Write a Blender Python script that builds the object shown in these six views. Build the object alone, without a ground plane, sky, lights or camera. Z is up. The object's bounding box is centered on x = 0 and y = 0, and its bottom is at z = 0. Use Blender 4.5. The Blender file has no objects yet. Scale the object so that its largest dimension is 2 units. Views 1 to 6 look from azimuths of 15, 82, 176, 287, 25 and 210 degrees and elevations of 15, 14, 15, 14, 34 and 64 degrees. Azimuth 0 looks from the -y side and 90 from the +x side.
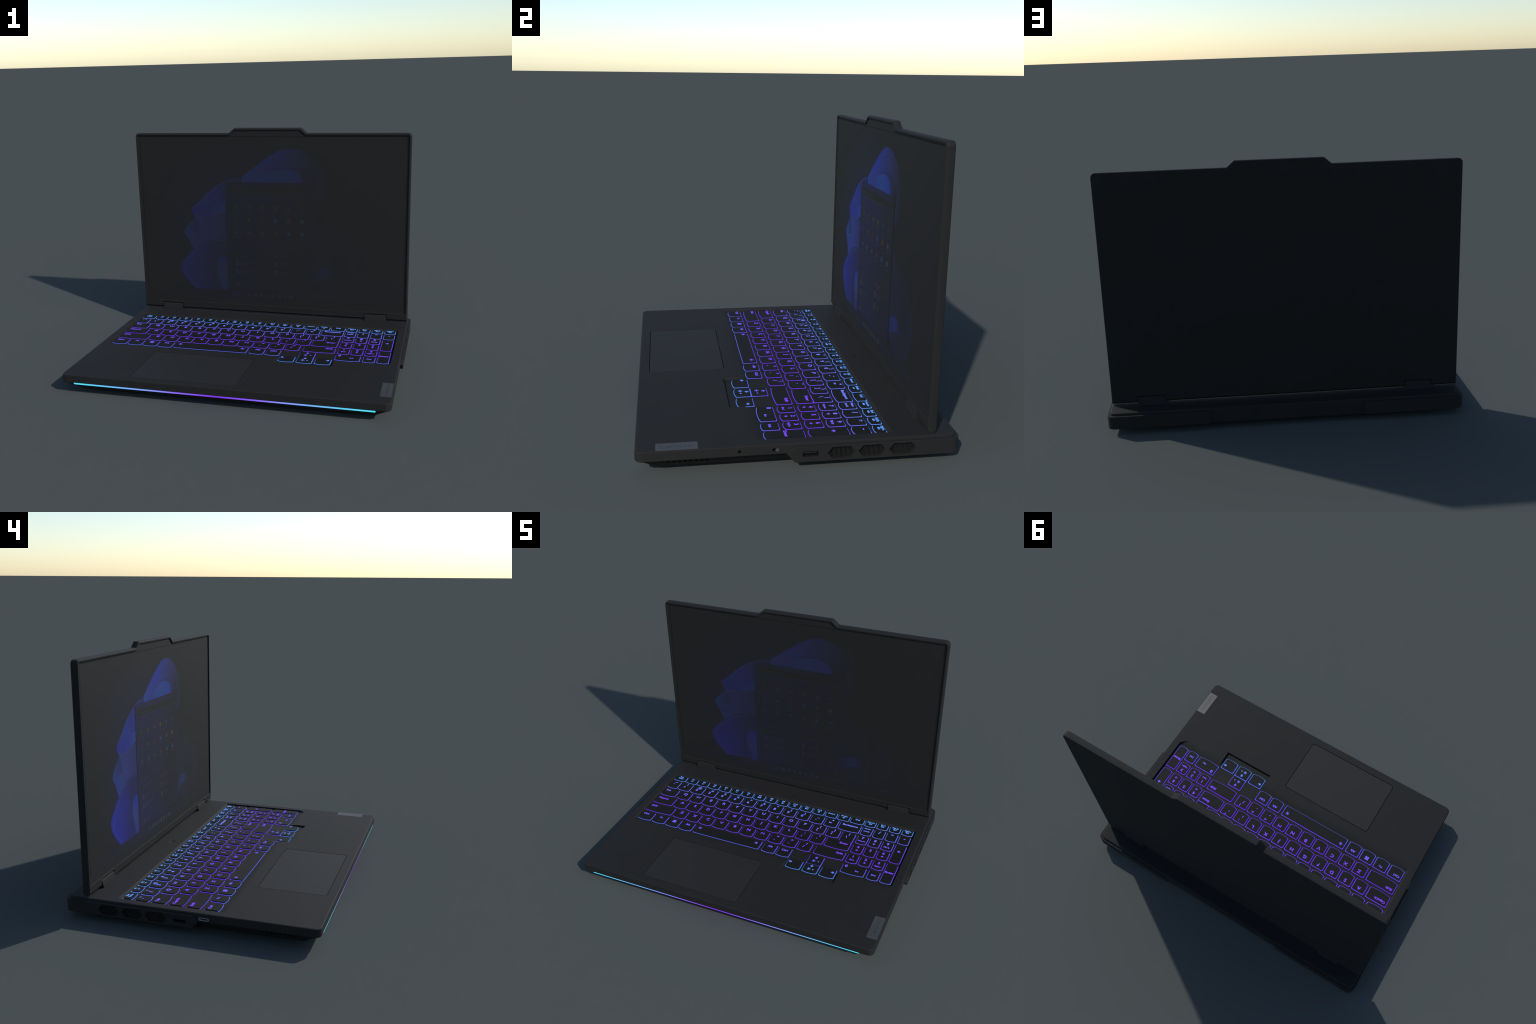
"""Open gaming laptop: wedge base with rear exhaust housing, RGB keyboard, upright lid."""
import bpy, bmesh, math, random
from mathutils import Vector, Matrix

random.seed(7)
S = bpy.context.scene

# ------------------------------------------------------------------ materials
def lin(c):
    return tuple(((v / 255) / 12.92 if v / 255 <= 0.04045 else ((v / 255 + 0.055) / 1.055) ** 2.4) for v in c) + (1,)

def new_mat(name):
    m = bpy.data.materials.new(name)
    m.use_nodes = True
    nt = m.node_tree
    b = nt.nodes["Principled BSDF"]
    return m, nt, b

def plastic(name, base, rough=0.8, metal=0.0, spec=0.3, grain=0.0, grain_scale=900, vary=0.06):
    """Fine-grained moulded plastic / coated metal with a slight mottled tone."""
    m, nt, b = new_mat(name)
    tc = nt.nodes.new("ShaderNodeTexCoord")
    nz = nt.nodes.new("ShaderNodeTexNoise")
    nz.inputs["Scale"].default_value = 6
    nz.inputs["Detail"].default_value = 4
    nt.links.new(tc.outputs["Object"], nz.inputs["Vector"])
    rp = nt.nodes.new("ShaderNodeValToRGB")
    rp.color_ramp.elements[0].position = 0.3
    rp.color_ramp.elements[1].position = 0.7
    rp.color_ramp.elements[0].color = tuple(v * (1 - vary) for v in base) + (1,)
    rp.color_ramp.elements[1].color = tuple(v * (1 + vary) for v in base) + (1,)
    nt.links.new(nz.outputs["Fac"], rp.inputs["Fac"])
    nt.links.new(rp.outputs["Color"], b.inputs["Base Color"])
    b.inputs["Roughness"].default_value = rough
    b.inputs["Metallic"].default_value = metal
    b.inputs["Specular IOR Level"].default_value = spec
    if grain:
        g = nt.nodes.new("ShaderNodeTexNoise")
        g.inputs["Scale"].default_value = grain_scale
        nt.links.new(tc.outputs["Object"], g.inputs["Vector"])
        bp = nt.nodes.new("ShaderNodeBump")
        bp.inputs["Strength"].default_value = grain
        bp.inputs["Distance"].default_value = 0.001
        nt.links.new(g.outputs["Fac"], bp.inputs["Height"])
        nt.links.new(bp.outputs["Normal"], b.inputs["Normal"])
    return m

def glow(name, axis, lo, hi, stops, strength=1.0):
    """Backlight: emission graded along one object axis (stops: position, sRGB)."""
    m, nt, b = new_mat(name)
    tc = nt.nodes.new("ShaderNodeTexCoord")
    sp = nt.nodes.new("ShaderNodeSeparateXYZ")
    nt.links.new(tc.outputs["Object"], sp.inputs[0])
    mr = nt.nodes.new("ShaderNodeMapRange")
    mr.inputs["From Min"].default_value = lo
    mr.inputs["From Max"].default_value = hi
    nt.links.new(sp.outputs[axis], mr.inputs["Value"])
    rp = nt.nodes.new("ShaderNodeValToRGB")
    el = rp.color_ramp.elements
    while len(el) < len(stops):
        el.new(0.5)
    for e, (p, c) in zip(el, stops):
        e.position = (p - lo) / (hi - lo)
        e.color = lin(c)
    nt.links.new(mr.outputs["Result"], rp.inputs["Fac"])
    b.inputs["Base Color"].default_value = (0.01, 0.01, 0.012, 1)
    b.inputs["Roughness"].default_value = 0.6
    b.inputs["Specular IOR Level"].default_value = 0.1
    nt.links.new(rp.outputs["Color"], b.inputs["Emission Color"])
    b.inputs["Emission Strength"].default_value = strength
    return m

BODY = (0.0098, 0.0094, 0.0091)
M_DECK = plastic("deck_coating", BODY, 0.8, grain=0.1)
M_BOTTOM = plastic("bottom_plastic", (0.0075, 0.0073, 0.0072), 0.8, grain=0.15)
M_BUMPER = plastic("housing_plastic", (0.0092, 0.0089, 0.0087), 0.8, grain=0.15)
M_LID = plastic("lid_coating", (0.0085, 0.0083, 0.0081), 0.8, grain=0.1)
M_BEZEL = plastic("bezel_plastic", (0.009, 0.0088, 0.0086), 0.75, grain=0.1)
M_HINGE = plastic("hinge_plastic", (0.0086, 0.0084, 0.0082), 0.8)
M_PAD = plastic("touchpad_glass", (0.0150, 0.0145, 0.0141), 0.75, vary=0.03)
M_GROOVE = plastic("groove_shadow_plastic", (0.003, 0.003, 0.003), 0.8, spec=0.1)
M_KEY = plastic("keycap_plastic", (0.0048, 0.0047, 0.0046), 0.78, spec=0.27, grain=0.1)
M_WELL = plastic("keyboard_well_plastic", (0.0092, 0.0089, 0.0087), 0.8, grain=0.1)
M_RUBBER = plastic("rubber", (0.008, 0.008, 0.008), 0.8, spec=0.2)
M_PLATE = plastic("badge_metal", (0.092, 0.092, 0.093), 0.6, metal=0.6, grain=0.2, grain_scale=400)
M_BADGE_TEXT = plastic("badge_letter_metal", (0.064, 0.064, 0.065), 0.6, metal=0.6)
M_PORT = plastic("port_metal", (0.03, 0.03, 0.031), 0.4, metal=0.6)
M_PORT_DARK = plastic("port_tongue", (0.012, 0.012, 0.012), 0.5)
M_STEEL = plastic("connector_steel", (0.40, 0.41, 0.43), 0.45, metal=0.5, spec=0.5)
M_SWITCH = plastic("switch_grey", (0.05, 0.05, 0.05), 0.6)
M_GRILLE = plastic("vent_mesh", (0.0085, 0.0083, 0.008), 0.7, spec=0.3)

KEY_STOPS = [(-0.245, (78, 148, 250)), (-0.17, (90, 118, 250)), (-0.125, (100, 92, 252)), (-0.05, (114, 62, 252)),
             (0.05, (112, 52, 250)), (0.12, (116, 62, 252)), (0.20, (114, 88, 252)), (0.27, (106, 112, 255)),
             (0.335, (98, 126, 255)), (0.37, (88, 146, 255)), (0.41, (88, 158, 255))]
M_KEYGLOW = glow("key_backlight", "Y", -0.26, 0.42, KEY_STOPS, 0.96)
M_LEGEND = glow("key_legend_light", "Y", -0.26, 0.42, [(p, tuple(min(255, c + 10) for c in q)) for p, q in KEY_STOPS], 1.05)
M_STRIP = glow("front_light_bar", "X", -0.91, 0.91,
               [(-0.9, (84, 228, 255)), (-0.68, (102, 200, 255)), (-0.42, (132, 158, 255)), (-0.22, (140, 95, 250)),
                (0.0, (128, 52, 238)), (0.22, (140, 95, 250)), (0.42, (132, 158, 255)), (0.68, (102, 200, 255)),
                (0.9, (78, 230, 255))], 1.0)

# ------------------------------------------------------------------ scene tree
laptop = bpy.data.objects.new("laptop", None)
laptop["label"] = "open black gaming laptop with purple and blue backlit keyboard"
laptop["category"] = "laptop"
S.collection.objects.link(laptop)

def add(name, bm_or_mesh, mat, parent=laptop, smooth=35):
    if isinstance(bm_or_mesh, bmesh.types.BMesh):
        bmesh.ops.recalc_face_normals(bm_or_mesh, faces=bm_or_mesh.faces)
        me = bpy.data.meshes.new(name)
        bm_or_mesh.to_mesh(me)
        bm_or_mesh.free()
    else:
        me = bm_or_mesh
    for p in me.polygons:
        p.use_smooth = True
    if not me.materials:
        for mm in (mat if isinstance(mat, (list, tuple)) else [mat]):
            me.materials.append(mm)
    me.set_sharp_from_angle(angle=math.radians(smooth))
    ob = bpy.data.objects.new(name, me)
    S.collection.objects.link(ob)
    if parent:
        ob.parent = parent
    return ob

def weight_normals(ob):
    """Flat faces stay flat, rounded edges stay round: area-weighted normals on every mesh."""
    w = ob.modifiers.new("weighted", "WEIGHTED_NORMAL")
    w.keep_sharp = True
    w.weight = 100
    w.mode = "FACE_AREA"

def apply_mods(ob):
    dg = bpy.context.evaluated_depsgraph_get()
    me = bpy.data.meshes.new_from_object(ob.evaluated_get(dg))
    ob.modifiers.clear()
    ob.data = me
    return ob

def cut(ob, cutter_bm, op="DIFFERENCE", mat=None):
    bmesh.ops.recalc_face_normals(cutter_bm, faces=cutter_bm.faces)
    me = bpy.data.meshes.new("cutter")
    cutter_bm.to_mesh(me)
    cutter_bm.free()
    if mat:
        me.materials.append(mat)
    c = bpy.data.objects.new("cutter", me)
    S.collection.objects.link(c)
    md = ob.modifiers.new("cut", "BOOLEAN")
    md.operation = op
    md.solver = "EXACT"
    md.object = c
    if mat:
        md.material_mode = "TRANSFER"
    apply_mods(ob)
    bpy.data.objects.remove(c)
    bpy.data.meshes.remove(me)
    for p in ob.data.polygons:
        p.use_smooth = True
    ob.data.set_sharp_from_angle(angle=math.radians(32))

# ------------------------------------------------------------------ shape helpers
def fillet(poly, radii, seg=6):
    """Round the corners of a closed 2D polygon with circular-ish arcs."""
    out = []
    n = len(poly)
    for i, p in enumerate(poly):
        r = radii[i] if isinstance(radii, (list, tuple)) else radii
        a, b, c = Vector(poly[i - 1]), Vector(p), Vector(poly[(i + 1) % n])
        if r <= 1e-6:
            out.append(tuple(b))
            continue
        u, v = (a - b).normalized(), (c - b).normalized()
        ang = u.angle(v)
        t = min(r / math.tan(ang / 2), (a - b).length * 0.49, (c - b).length * 0.49)
        rr = t * math.tan(ang / 2)
        cen = b + (u + v).normalized() * (rr / math.sin(ang / 2))
        s, e = b + u * t - cen, b + v * t - cen
        tot = s.angle_signed(e)
        for k in range(seg + 1):
            d = s.copy()
            d.rotate(Matrix.Rotation(-tot * k / seg, 2))
            out.append(tuple(cen + d))
    return out

def rrect(x0, x1, y0, y1, r, seg=6):
    return fillet([(x0, y0), (x1, y0), (x1, y1), (x0, y1)], r, seg)

def inset(poly, d):
    """Offset a counter-clockwise polygon inwards by d (mitred)."""
    n = len(poly)
    out = []
    for i in range(n):
        a, b, c = Vector(poly[i - 1]), Vector(poly[i]), Vector(poly[(i + 1) % n])
        e1, e2 = (b - a), (c - b)
        if e1.length < 1e-9 or e2.length < 1e-9:
            out.append(tuple(b))
            continue
        n1, n2 = Vector((-e1.y, e1.x)).normalized(), Vector((-e2.y, e2.x)).normalized()
        m = (n1 + n2).normalized()
        k = d / max(0.3, m.dot(n1))
        out.append(tuple(b + m * k))
    return out

def loft(bm, rings, cap=True):
    """Skin a list of closed 3D rings with equal vertex counts."""
    vr = [[bm.verts.new(p) for p in ring] for ring in rings]
    n = len(vr[0])
    for a, b in zip(vr, vr[1:]):
        for i in range(n):
            j = (i + 1) % n
            bm.faces.new((a[i], a[j], b[j], b[i]))
    if cap:
        bm.faces.new(list(reversed(vr[0])))
        bm.faces.new(vr[-1])
    return vr

def slab(bm, poly, z0, z1, bevel=0.0):
    rings = [[(x, y, z0) for x, y in poly]]
    if bevel:
        rings.append([(x, y, z1 - bevel) for x, y in poly])
        rings.append([(x, y, z1 - bevel * 0.3) for x, y in inset(poly, bevel * 0.3)])
        rings.append([(x, y, z1) for x, y in inset(poly, bevel)])
    else:
        rings.append([(x, y, z1) for x, y in poly])
    loft(bm, rings)

def slab_y(bm, poly, y0, y1):
    """Prism of an (x, z) outline between two y planes."""
    loft(bm, [[(x, y1, z) for x, z in poly], [(x, y0, z) for x, z in poly]])

def slab_x(bm, poly, x0, x1):
    """Prism of a (y, z) outline between two x planes."""
    loft(bm, [[(x0, y, z) for y, z in poly], [(x1, y, z) for y, z in poly]])

def box(bm, x0, x1, y0, y1, z0, z1):
    slab(bm, [(x0, y0), (x1, y0), (x1, y1), (x0, y1)], z0, z1)

def disc(cx, cy, r, n=20, sx=1.0):
    return [(cx + sx * r * math.cos(2 * math.pi * i / n), cy + r * math.sin(2 * math.pi * i / n)) for i in range(n)]

# ------------------------------------------------------------------ base: dimensions
DECK_X, DECK_F, DECK_B, DECK_Z = 0.9875, -0.7310, 0.7165, 0.1255
FLOOR_Z = 0.114
HOUSE_X, HOUSE_B = 1.0, 0.731

# keyboard well outline (plan) with the dropped arrow-key bay
def well_ring(grow, z, ramp):
    """grow: outward offset of the steep walls; ramp: extra reach of the front slope."""
    L, R, B = -0.927 - grow * 1.8, 0.931 + grow * 0.6, 0.4135 + grow * 2.3
    f = -0.166 - ramp
    return [(x, y, z) for x, y in [
        (L, B), (L, -0.166 - 0.02 * (ramp > 0)), (L + 0.042 * (ramp > 0) + 0.002, f), (0.234 - grow * 0.9, f),
        (0.234 - grow * 0.9, -0.283 - grow * 0.3), (0.588 + grow * 0.3, -0.283 - grow * 0.3), (0.588 + grow * 0.3, f),
        (R - 0.042 * (ramp > 0) - 0.002, f), (R, -0.166 - 0.004 * (ramp > 0)), (R, B)]]

# --- top case
bm = bmesh.new()
plan = rrect(-DECK_X, DECK_X, DECK_F, DECK_B, 0.034, 8)
loft(bm, [[(x, y, 0.0775) for x, y in inset(plan, 0.003)],
          [(x, y, 0.0810) for x, y in plan],
          [(x, y, 0.1185) for x, y in inset(plan, 0.001)],
          [(x, y, 0.1228) for x, y in inset(plan, 0.0028)],
          [(x, y, 0.1250) for x, y in inset(plan, 0.0060)],
          [(x, y, DECK_Z) for x, y in inset(plan, 0.0090)]])
top_case = add("top_case", bm, M_DECK)

cb = bmesh.new()
loft(cb, [well_ring(-0.0, FLOOR_Z - 0.004, 0), well_ring(0.0, FLOOR_Z, 0.0), well_ring(0.006, DECK_Z, 0.045),
          well_ring(0.006, DECK_Z + 0.01, 0.045)])
cut(top_case, cb)

# touchpad recess, power-button dish, badge recess
PAD = rrect(-0.561, 0.099, -0.674, -0.269, 0.017, 6)
cb = bmesh.new()
slab(cb, inset(PAD, -0.0022), DECK_Z - 0.020, DECK_Z + 0.01)
cut(top_case, cb)
cb = bmesh.new()
n = 36
rings = []
for r, z in [(0.004, -0.0042), (0.012, -0.0036), (0.019, -0.002), (0.0245, 0.0), (0.0245, 0.01)]:
    rings.append([(1.08 * r * math.cos(2 * math.pi * i / n), 0.5 + r * math.sin(2 * math.pi * i / n), DECK_Z + z + 0.0001)
                  for i in range(n)])
loft(cb, rings)
cut(top_case, cb)
cb = bmesh.new()
box(cb, 0.9145, 0.9805, -0.6415, -0.4555, DECK_Z - 0.003, DECK_Z + 0.01)
cut(top_case, cb)

# --- bottom cover with chamfered skirt
bm = bmesh.new()
bplan = rrect(-0.983, 0.983, -0.728, 0.714, 0.032, 8)
def skirt(d, z):
    return [(x, y, z) for x, y in inset(bplan, d)]
bplan2 = rrect(-0.927, 0.927, -0.666, 0.700, 0.05, 8)
loft(bm, [[(x, y, 0.020) for x, y in inset(bplan2, 0.006)], [(x, y, 0.0225) for x, y in bplan2],
          [(x, y, 0.0775) for x, y in inset(bplan, 0.003)], skirt(0.003, 0.083)])
bottom = add("bottom_cover", bm, M_BOTTOM)

# --- rear exhaust housing: side profile crossed with a rounded plan
bm = bmesh.new()
prof = [(-0.069, 0.081), (-0.030, 0.0375), (HOUSE_B + 0.05, 0.0375), (HOUSE_B + 0.05, 0.1115), (-0.036, 0.1115)]
slab_x(bm, prof, -HOUSE_X, HOUSE_X)
housing = add("exhaust_housing", bm, M_BUMPER)
cb = bmesh.new()
hp = fillet([(-HOUSE_X, -0.5), (HOUSE_X, -0.5), (HOUSE_X, HOUSE_B), (0.434, HOUSE_B), (0.427, HOUSE_B - 0.0115),
             (-0.427, HOUSE_B - 0.0115), (-0.434, HOUSE_B), (-HOUSE_X, HOUSE_B)],
            [0, 0, 0.04, 0.002, 0.002, 0.002, 0.002, 0.04], 8)
slab(cb, hp, -0.1, 0.3)
cut(housing, cb, "INTERSECT")
md = housing.modifiers.new("bevel", "BEVEL")
md.width = 0.0032
md.segments = 3
md.limit_method = "ANGLE"
md.angle_limit = math.radians(40)
apply_mods(housing)

# openings in the flanks
HEXES = [0.178, 0.3185, 0.4595]
def hexagon(cy, grow=0.0):
    return [(cy - 0.063 - grow, 0.0765), (cy - 0.041 - grow * 0.7, 0.0475 - grow), (cy + 0.041 + grow * 0.7, 0.0475 - grow),
            (cy + 0.063 + grow, 0.0765), (cy + 0.041 + grow * 0.7, 0.1030 + grow), (cy - 0.041 - grow * 0.7, 0.1030 + grow)]
for s in (1, -1):
    for part in (housing, top_case, bottom):
        cb = bmesh.new()
        for cy in HEXES:
            loft(cb, [[(s * 0.975, y, z) for y, z in hexagon(cy)], [(s * 0.9985, y, z) for y, z in hexagon(cy)],
                      [(s * 1.02, y, z) for y, z in hexagon(cy, 0.006)]])
        cut(part, cb)
        cb = bmesh.new()
        box(cb, min(s * 0.962, s * 1.02), max(s * 0.962, s * 1.02), 0.000, 0.075, 0.0625, 0.0905)
        cut(part, cb)
# small sockets on the right flank, stadium port on the left flank
cb = bmesh.new()
slab_x(cb, disc(-0.275, 0.0995, 0.0092), 0.95, 1.02)
cut(top_case, cb)
cb = bmesh.new()
slab_x(cb, fillet([(-0.1315, 0.0910), (-0.1010, 0.0910), (-0.1010, 0.1080), (-0.1315, 0.1080)], 0.0083, 6), 0.955, 1.02)
cut(top_case, cb)
USBC = fillet([(-0.1255, 0.0850), (-0.0665, 0.0850), (-0.0665, 0.1025), (-0.1255, 0.1025)], 0.0085, 6)
cb = bmesh.new()
slab_x(cb, USBC, -1.02, -0.955)
cut(top_case, cb)
# slanted intake slots in the chamfered skirt
cb = bmesh.new()
for s in (1, -1):
    for i in range(8):
        y = -0.596 + i * 0.0243
        slab_x(cb, [(y, 0.066), (y + 0.011, 0.066), (y + 0.020, 0.051), (y + 0.009, 0.051)],
               min(s * 0.93, s * 1.02), max(s * 0.93, s * 1.02))
cut(bottom, cb)

# grilles, port tongues, jack parts
for s in (1, -1):
    bm = bmesh.new()
    for cy in HEXES:
        for k in range(-10, 11):
            y = cy + k * 0.0058
            half = 0.0275 if abs(k * 0.0058) < 0.041 else 0.0275 * (0.063 - abs(k * 0.0058)) / 0.022
            if half > 0.003:
                box(bm, min(s * 0.9753, s * 0.986), max(s * 0.9753, s * 0.986), y - 0.0014, y + 0.0014,
                    0.0755 - half, 0.0755 + half)
    g = add("vent_grille", bm, M_GRILLE, housing)
    g["kind"] = "stuff"
    bm = bmesh.new()
    box(bm, min(s * 0.9625, s * 0.9635), max(s * 0.9625, s * 0.9635), 0.0005, 0.0745, 0.063, 0.090)
    for y0, y1, z0, z1 in [(0.0005, 0.0745, 0.0626, 0.0645), (0.0005, 0.0745, 0.0885, 0.0904),
                           (0.0001, 0.0035, 0.0645, 0.0885), (0.0715, 0.0749, 0.0645, 0.0885)]:
        box(bm, min(s * 0.964, s * 0.9992), max(s * 0.964, s * 0.9992), y0, y1, z0, z1)
    add("usb_socket", bm, M_PORT, housing)
    bm = bmesh.new()
    box(bm, min(s * 0.964, s * 0.996), max(s * 0.964, s * 0.996), 0.008, 0.067, 0.0775, 0.0845)
    for y in (0.016, 0.046):
        box(bm, min(s * 0.968, s * 0.992), max(s * 0.968, s * 0.992), y, y + 0.012, 0.0648, 0.0665)
    add("usb_tongue", bm, M_PORT_DARK, housing)
bm = bmesh.new()
ring_o, ring_i = inset(USBC, 0.0003), inset(USBC, 0.0030)
loft(bm, [[(-0.958, y, z) for y, z in ring_i], [(-0.9855, y, z) for y, z in ring_i], [(-0.9885, y, z) for y, z in inset(USBC, 0.0025)],
          [(-0.9885, y, z) for y, z in inset(USBC, 0.001)], [(-0.987, y, z) for y, z in ring_o], [(-0.958, y, z) for y, z in ring_o]], cap=False)
add("usb_c_socket", bm, M_STEEL, top_case)
bm = bmesh.new()
box(bm, -0.984, -0.957, -0.114, -0.078, 0.0922, 0.0955)
add("usb_c_tongue", bm, M_PORT_DARK, top_case)
bm = bmesh.new()
slab_x(bm, disc(-0.1095, 0.0995, 0.0080, 24), 0.957, 0.9885)
add("shutter_switch", bm, M_SWITCH, top_case)
bm = bmesh.new()
loft(bm, [[(0.956, y, z) for y, z in disc(-0.275, 0.0995, 0.0065)], [(0.9835, y, z) for y, z in disc(-0.275, 0.0995, 0.0065)],
          [(0.9835, y, z) for y, z in disc(-0.275, 0.0995, 0.0090)], [(0.956, y, z) for y, z in disc(-0.275, 0.0995, 0.0090)]], cap=False)
add("audio_jack", bm, M_PORT, top_case)

# rubber feet
for x0, x1, y0, y1 in [(-0.72, 0.72, -0.625, -0.575), (-0.80, 0.80, 0.600, 0.655)]:
    bm = bmesh.new()
    loft(bm, [[(x, y, 0.0) for x, y in rrect(x0 + 0.004, x1 - 0.004, y0 + 0.004, y1 - 0.004, 0.014)],
              [(x, y, 0.004) for x, y in rrect(x0, x1, y0, y1, 0.016)], [(x, y, 0.0215) for x, y in rrect(x0, x1, y0, y1, 0.016)]])
    add("rubber_foot", bm, M_RUBBER)

# front light bar under the lip
bm = bmesh.new()
slab_x(bm, [(-0.7185, 0.0640), (-0.7296, 0.0730), (-0.7302, 0.0782), (-0.690, 0.0782), (-0.690, 0.0640)],
       -0.904, 0.902)
add("light_bar", bm, M_STRIP)

# touchpad
bm = bmesh.new()
slab(bm, inset(PAD, 0.0014), DECK_Z - 0.0188, DECK_Z - 0.0004, 0.0006)
add("touchpad", bm, M_PAD)
bm = bmesh.new()
slab(bm, inset(PAD, -0.0020), DECK_Z - 0.0199, DECK_Z - 0.0190)
add("touchpad_groove_floor", bm, M_GROOVE)

# ------------------------------------------------------------------ text helper
def text_bm(bm, body, cx, cy, size, z, bold=0.02, sx=1.0, align="CENTER", depth=0.0004, place=None):
    cu = bpy.data.curves.new("t", "FONT")
    cu.body = body
    cu.size = size
    cu.align_x = align
    cu.align_y = "CENTER"
    cu.offset = bold * size
    cu.resolution_u = 2
    cu.extrude = depth / 2
    ob = bpy.data.objects.new("t", cu)
    S.collection.objects.link(ob)
    dg = bpy.context.evaluated_depsgraph_get()
    me = bpy.data.meshes.new_from_object(ob.evaluated_get(dg))
    bpy.data.objects.remove(ob)
    bpy.data.curves.remove(cu)
    M = place if place else Matrix.Translation((cx, cy, z + depth / 2)) @ Matrix.Diagonal((sx, 1, 1, 1))
    me.transform(M)
    bm.from_mesh(me)
    bpy.data.meshes.remove(me)

# badge plate with raised letters (reads along +y)
bm = bmesh.new()
slab(bm, [(0.9155, -0.6405), (0.9797, -0.6405), (0.9797, -0.4565), (0.9155, -0.4565)], DECK_Z - 0.0028, DECK_Z + 0.0003, 0.0004)
plate = add("badge_plate", bm, M_PLATE)
bm = bmesh.new()
text_bm(bm, "Lenovo", 0, 0, 0.046, 0, bold=0.0, depth=0.0005,
        place=Matrix.Translation((0.9475, -0.5485, DECK_Z + 0.00045)) @ Matrix.Rotation(math.pi / 2, 4, "Z") @ Matrix.Diagonal((1.08, 0.95, 1, 1)))
add("badge_letters", bm, M_BADGE_TEXT, plate)

# ------------------------------------------------------------------ keyboard
bm = bmesh.new()
slab(bm, [(-0.9275, -0.1655), (0.2345, -0.1655), (0.2345, -0.2825), (0.5875, -0.2825), (0.5875, -0.1655), (0.9295, -0.1655),
          (0.9295, 0.4155), (-0.9275, 0.4155)], FLOOR_Z - 0.0036, FLOOR_Z)
keyboard = add("keyboard", bm, M_WELL)

CAP_Z = 0.1212
def key_outline(x0, x1, y0, y1, bulge, rf=0.0135, rb=0.0065):
    """Keycap plan: straight back edge, softly bowed front edge."""
    h = min(rf, (y1 - y0) * 0.3)
    pts = []
    w = x1 - x0
    # front edge from left to right as a shallow arc
    n = 14
    e = 0.0045
    for i in range(n + 1):
        t = i / n
        x = x0 + e + (w - 2 * e) * t
        pts.append((x, y0 - bulge * (1 - (2 * t - 1) ** 2)))
    # front right corner
    cr = [(x1 - e * 0.45, y0 + 0.0008), (x1 - e * 0.12, y0 + 0.0024), (x1, y0 + 0.0050)]
    pts += cr
    k = 4
    for i in range(k + 1):
        a = math.pi / 2 * i / k
        pts.append((x1 - rb + rb * math.cos(a), y1 - rb + rb * math.sin(a)))
    for i in range(k + 1):
        a = math.pi / 2 + math.pi / 2 * i / k
        pts.append((x0 + rb + rb * math.cos(a), y1 - rb + rb * math.sin(a)))
    pts += [(x0 + (x1 - p[0]), p[1]) for p in reversed(cr)]
    return pts

RW = 0.0038   # visible width of the light ring round a cap

def arrow(cx, cy, ang, s=0.0105):
    base = [(-1, 0), (-0.05, 0.95), (0.35, 0.95), (-0.22, 0.3), (1.0, 0.3), (1.0, -0.3), (-0.22, -0.3), (0.35, -0.95), (-0.05, -0.95)]
    c, q = math.cos(ang), math.sin(ang)
    return [(cx + s * (x * c - y * q), cy + s * (x * q + y * c)) for x, y in base]

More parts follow.
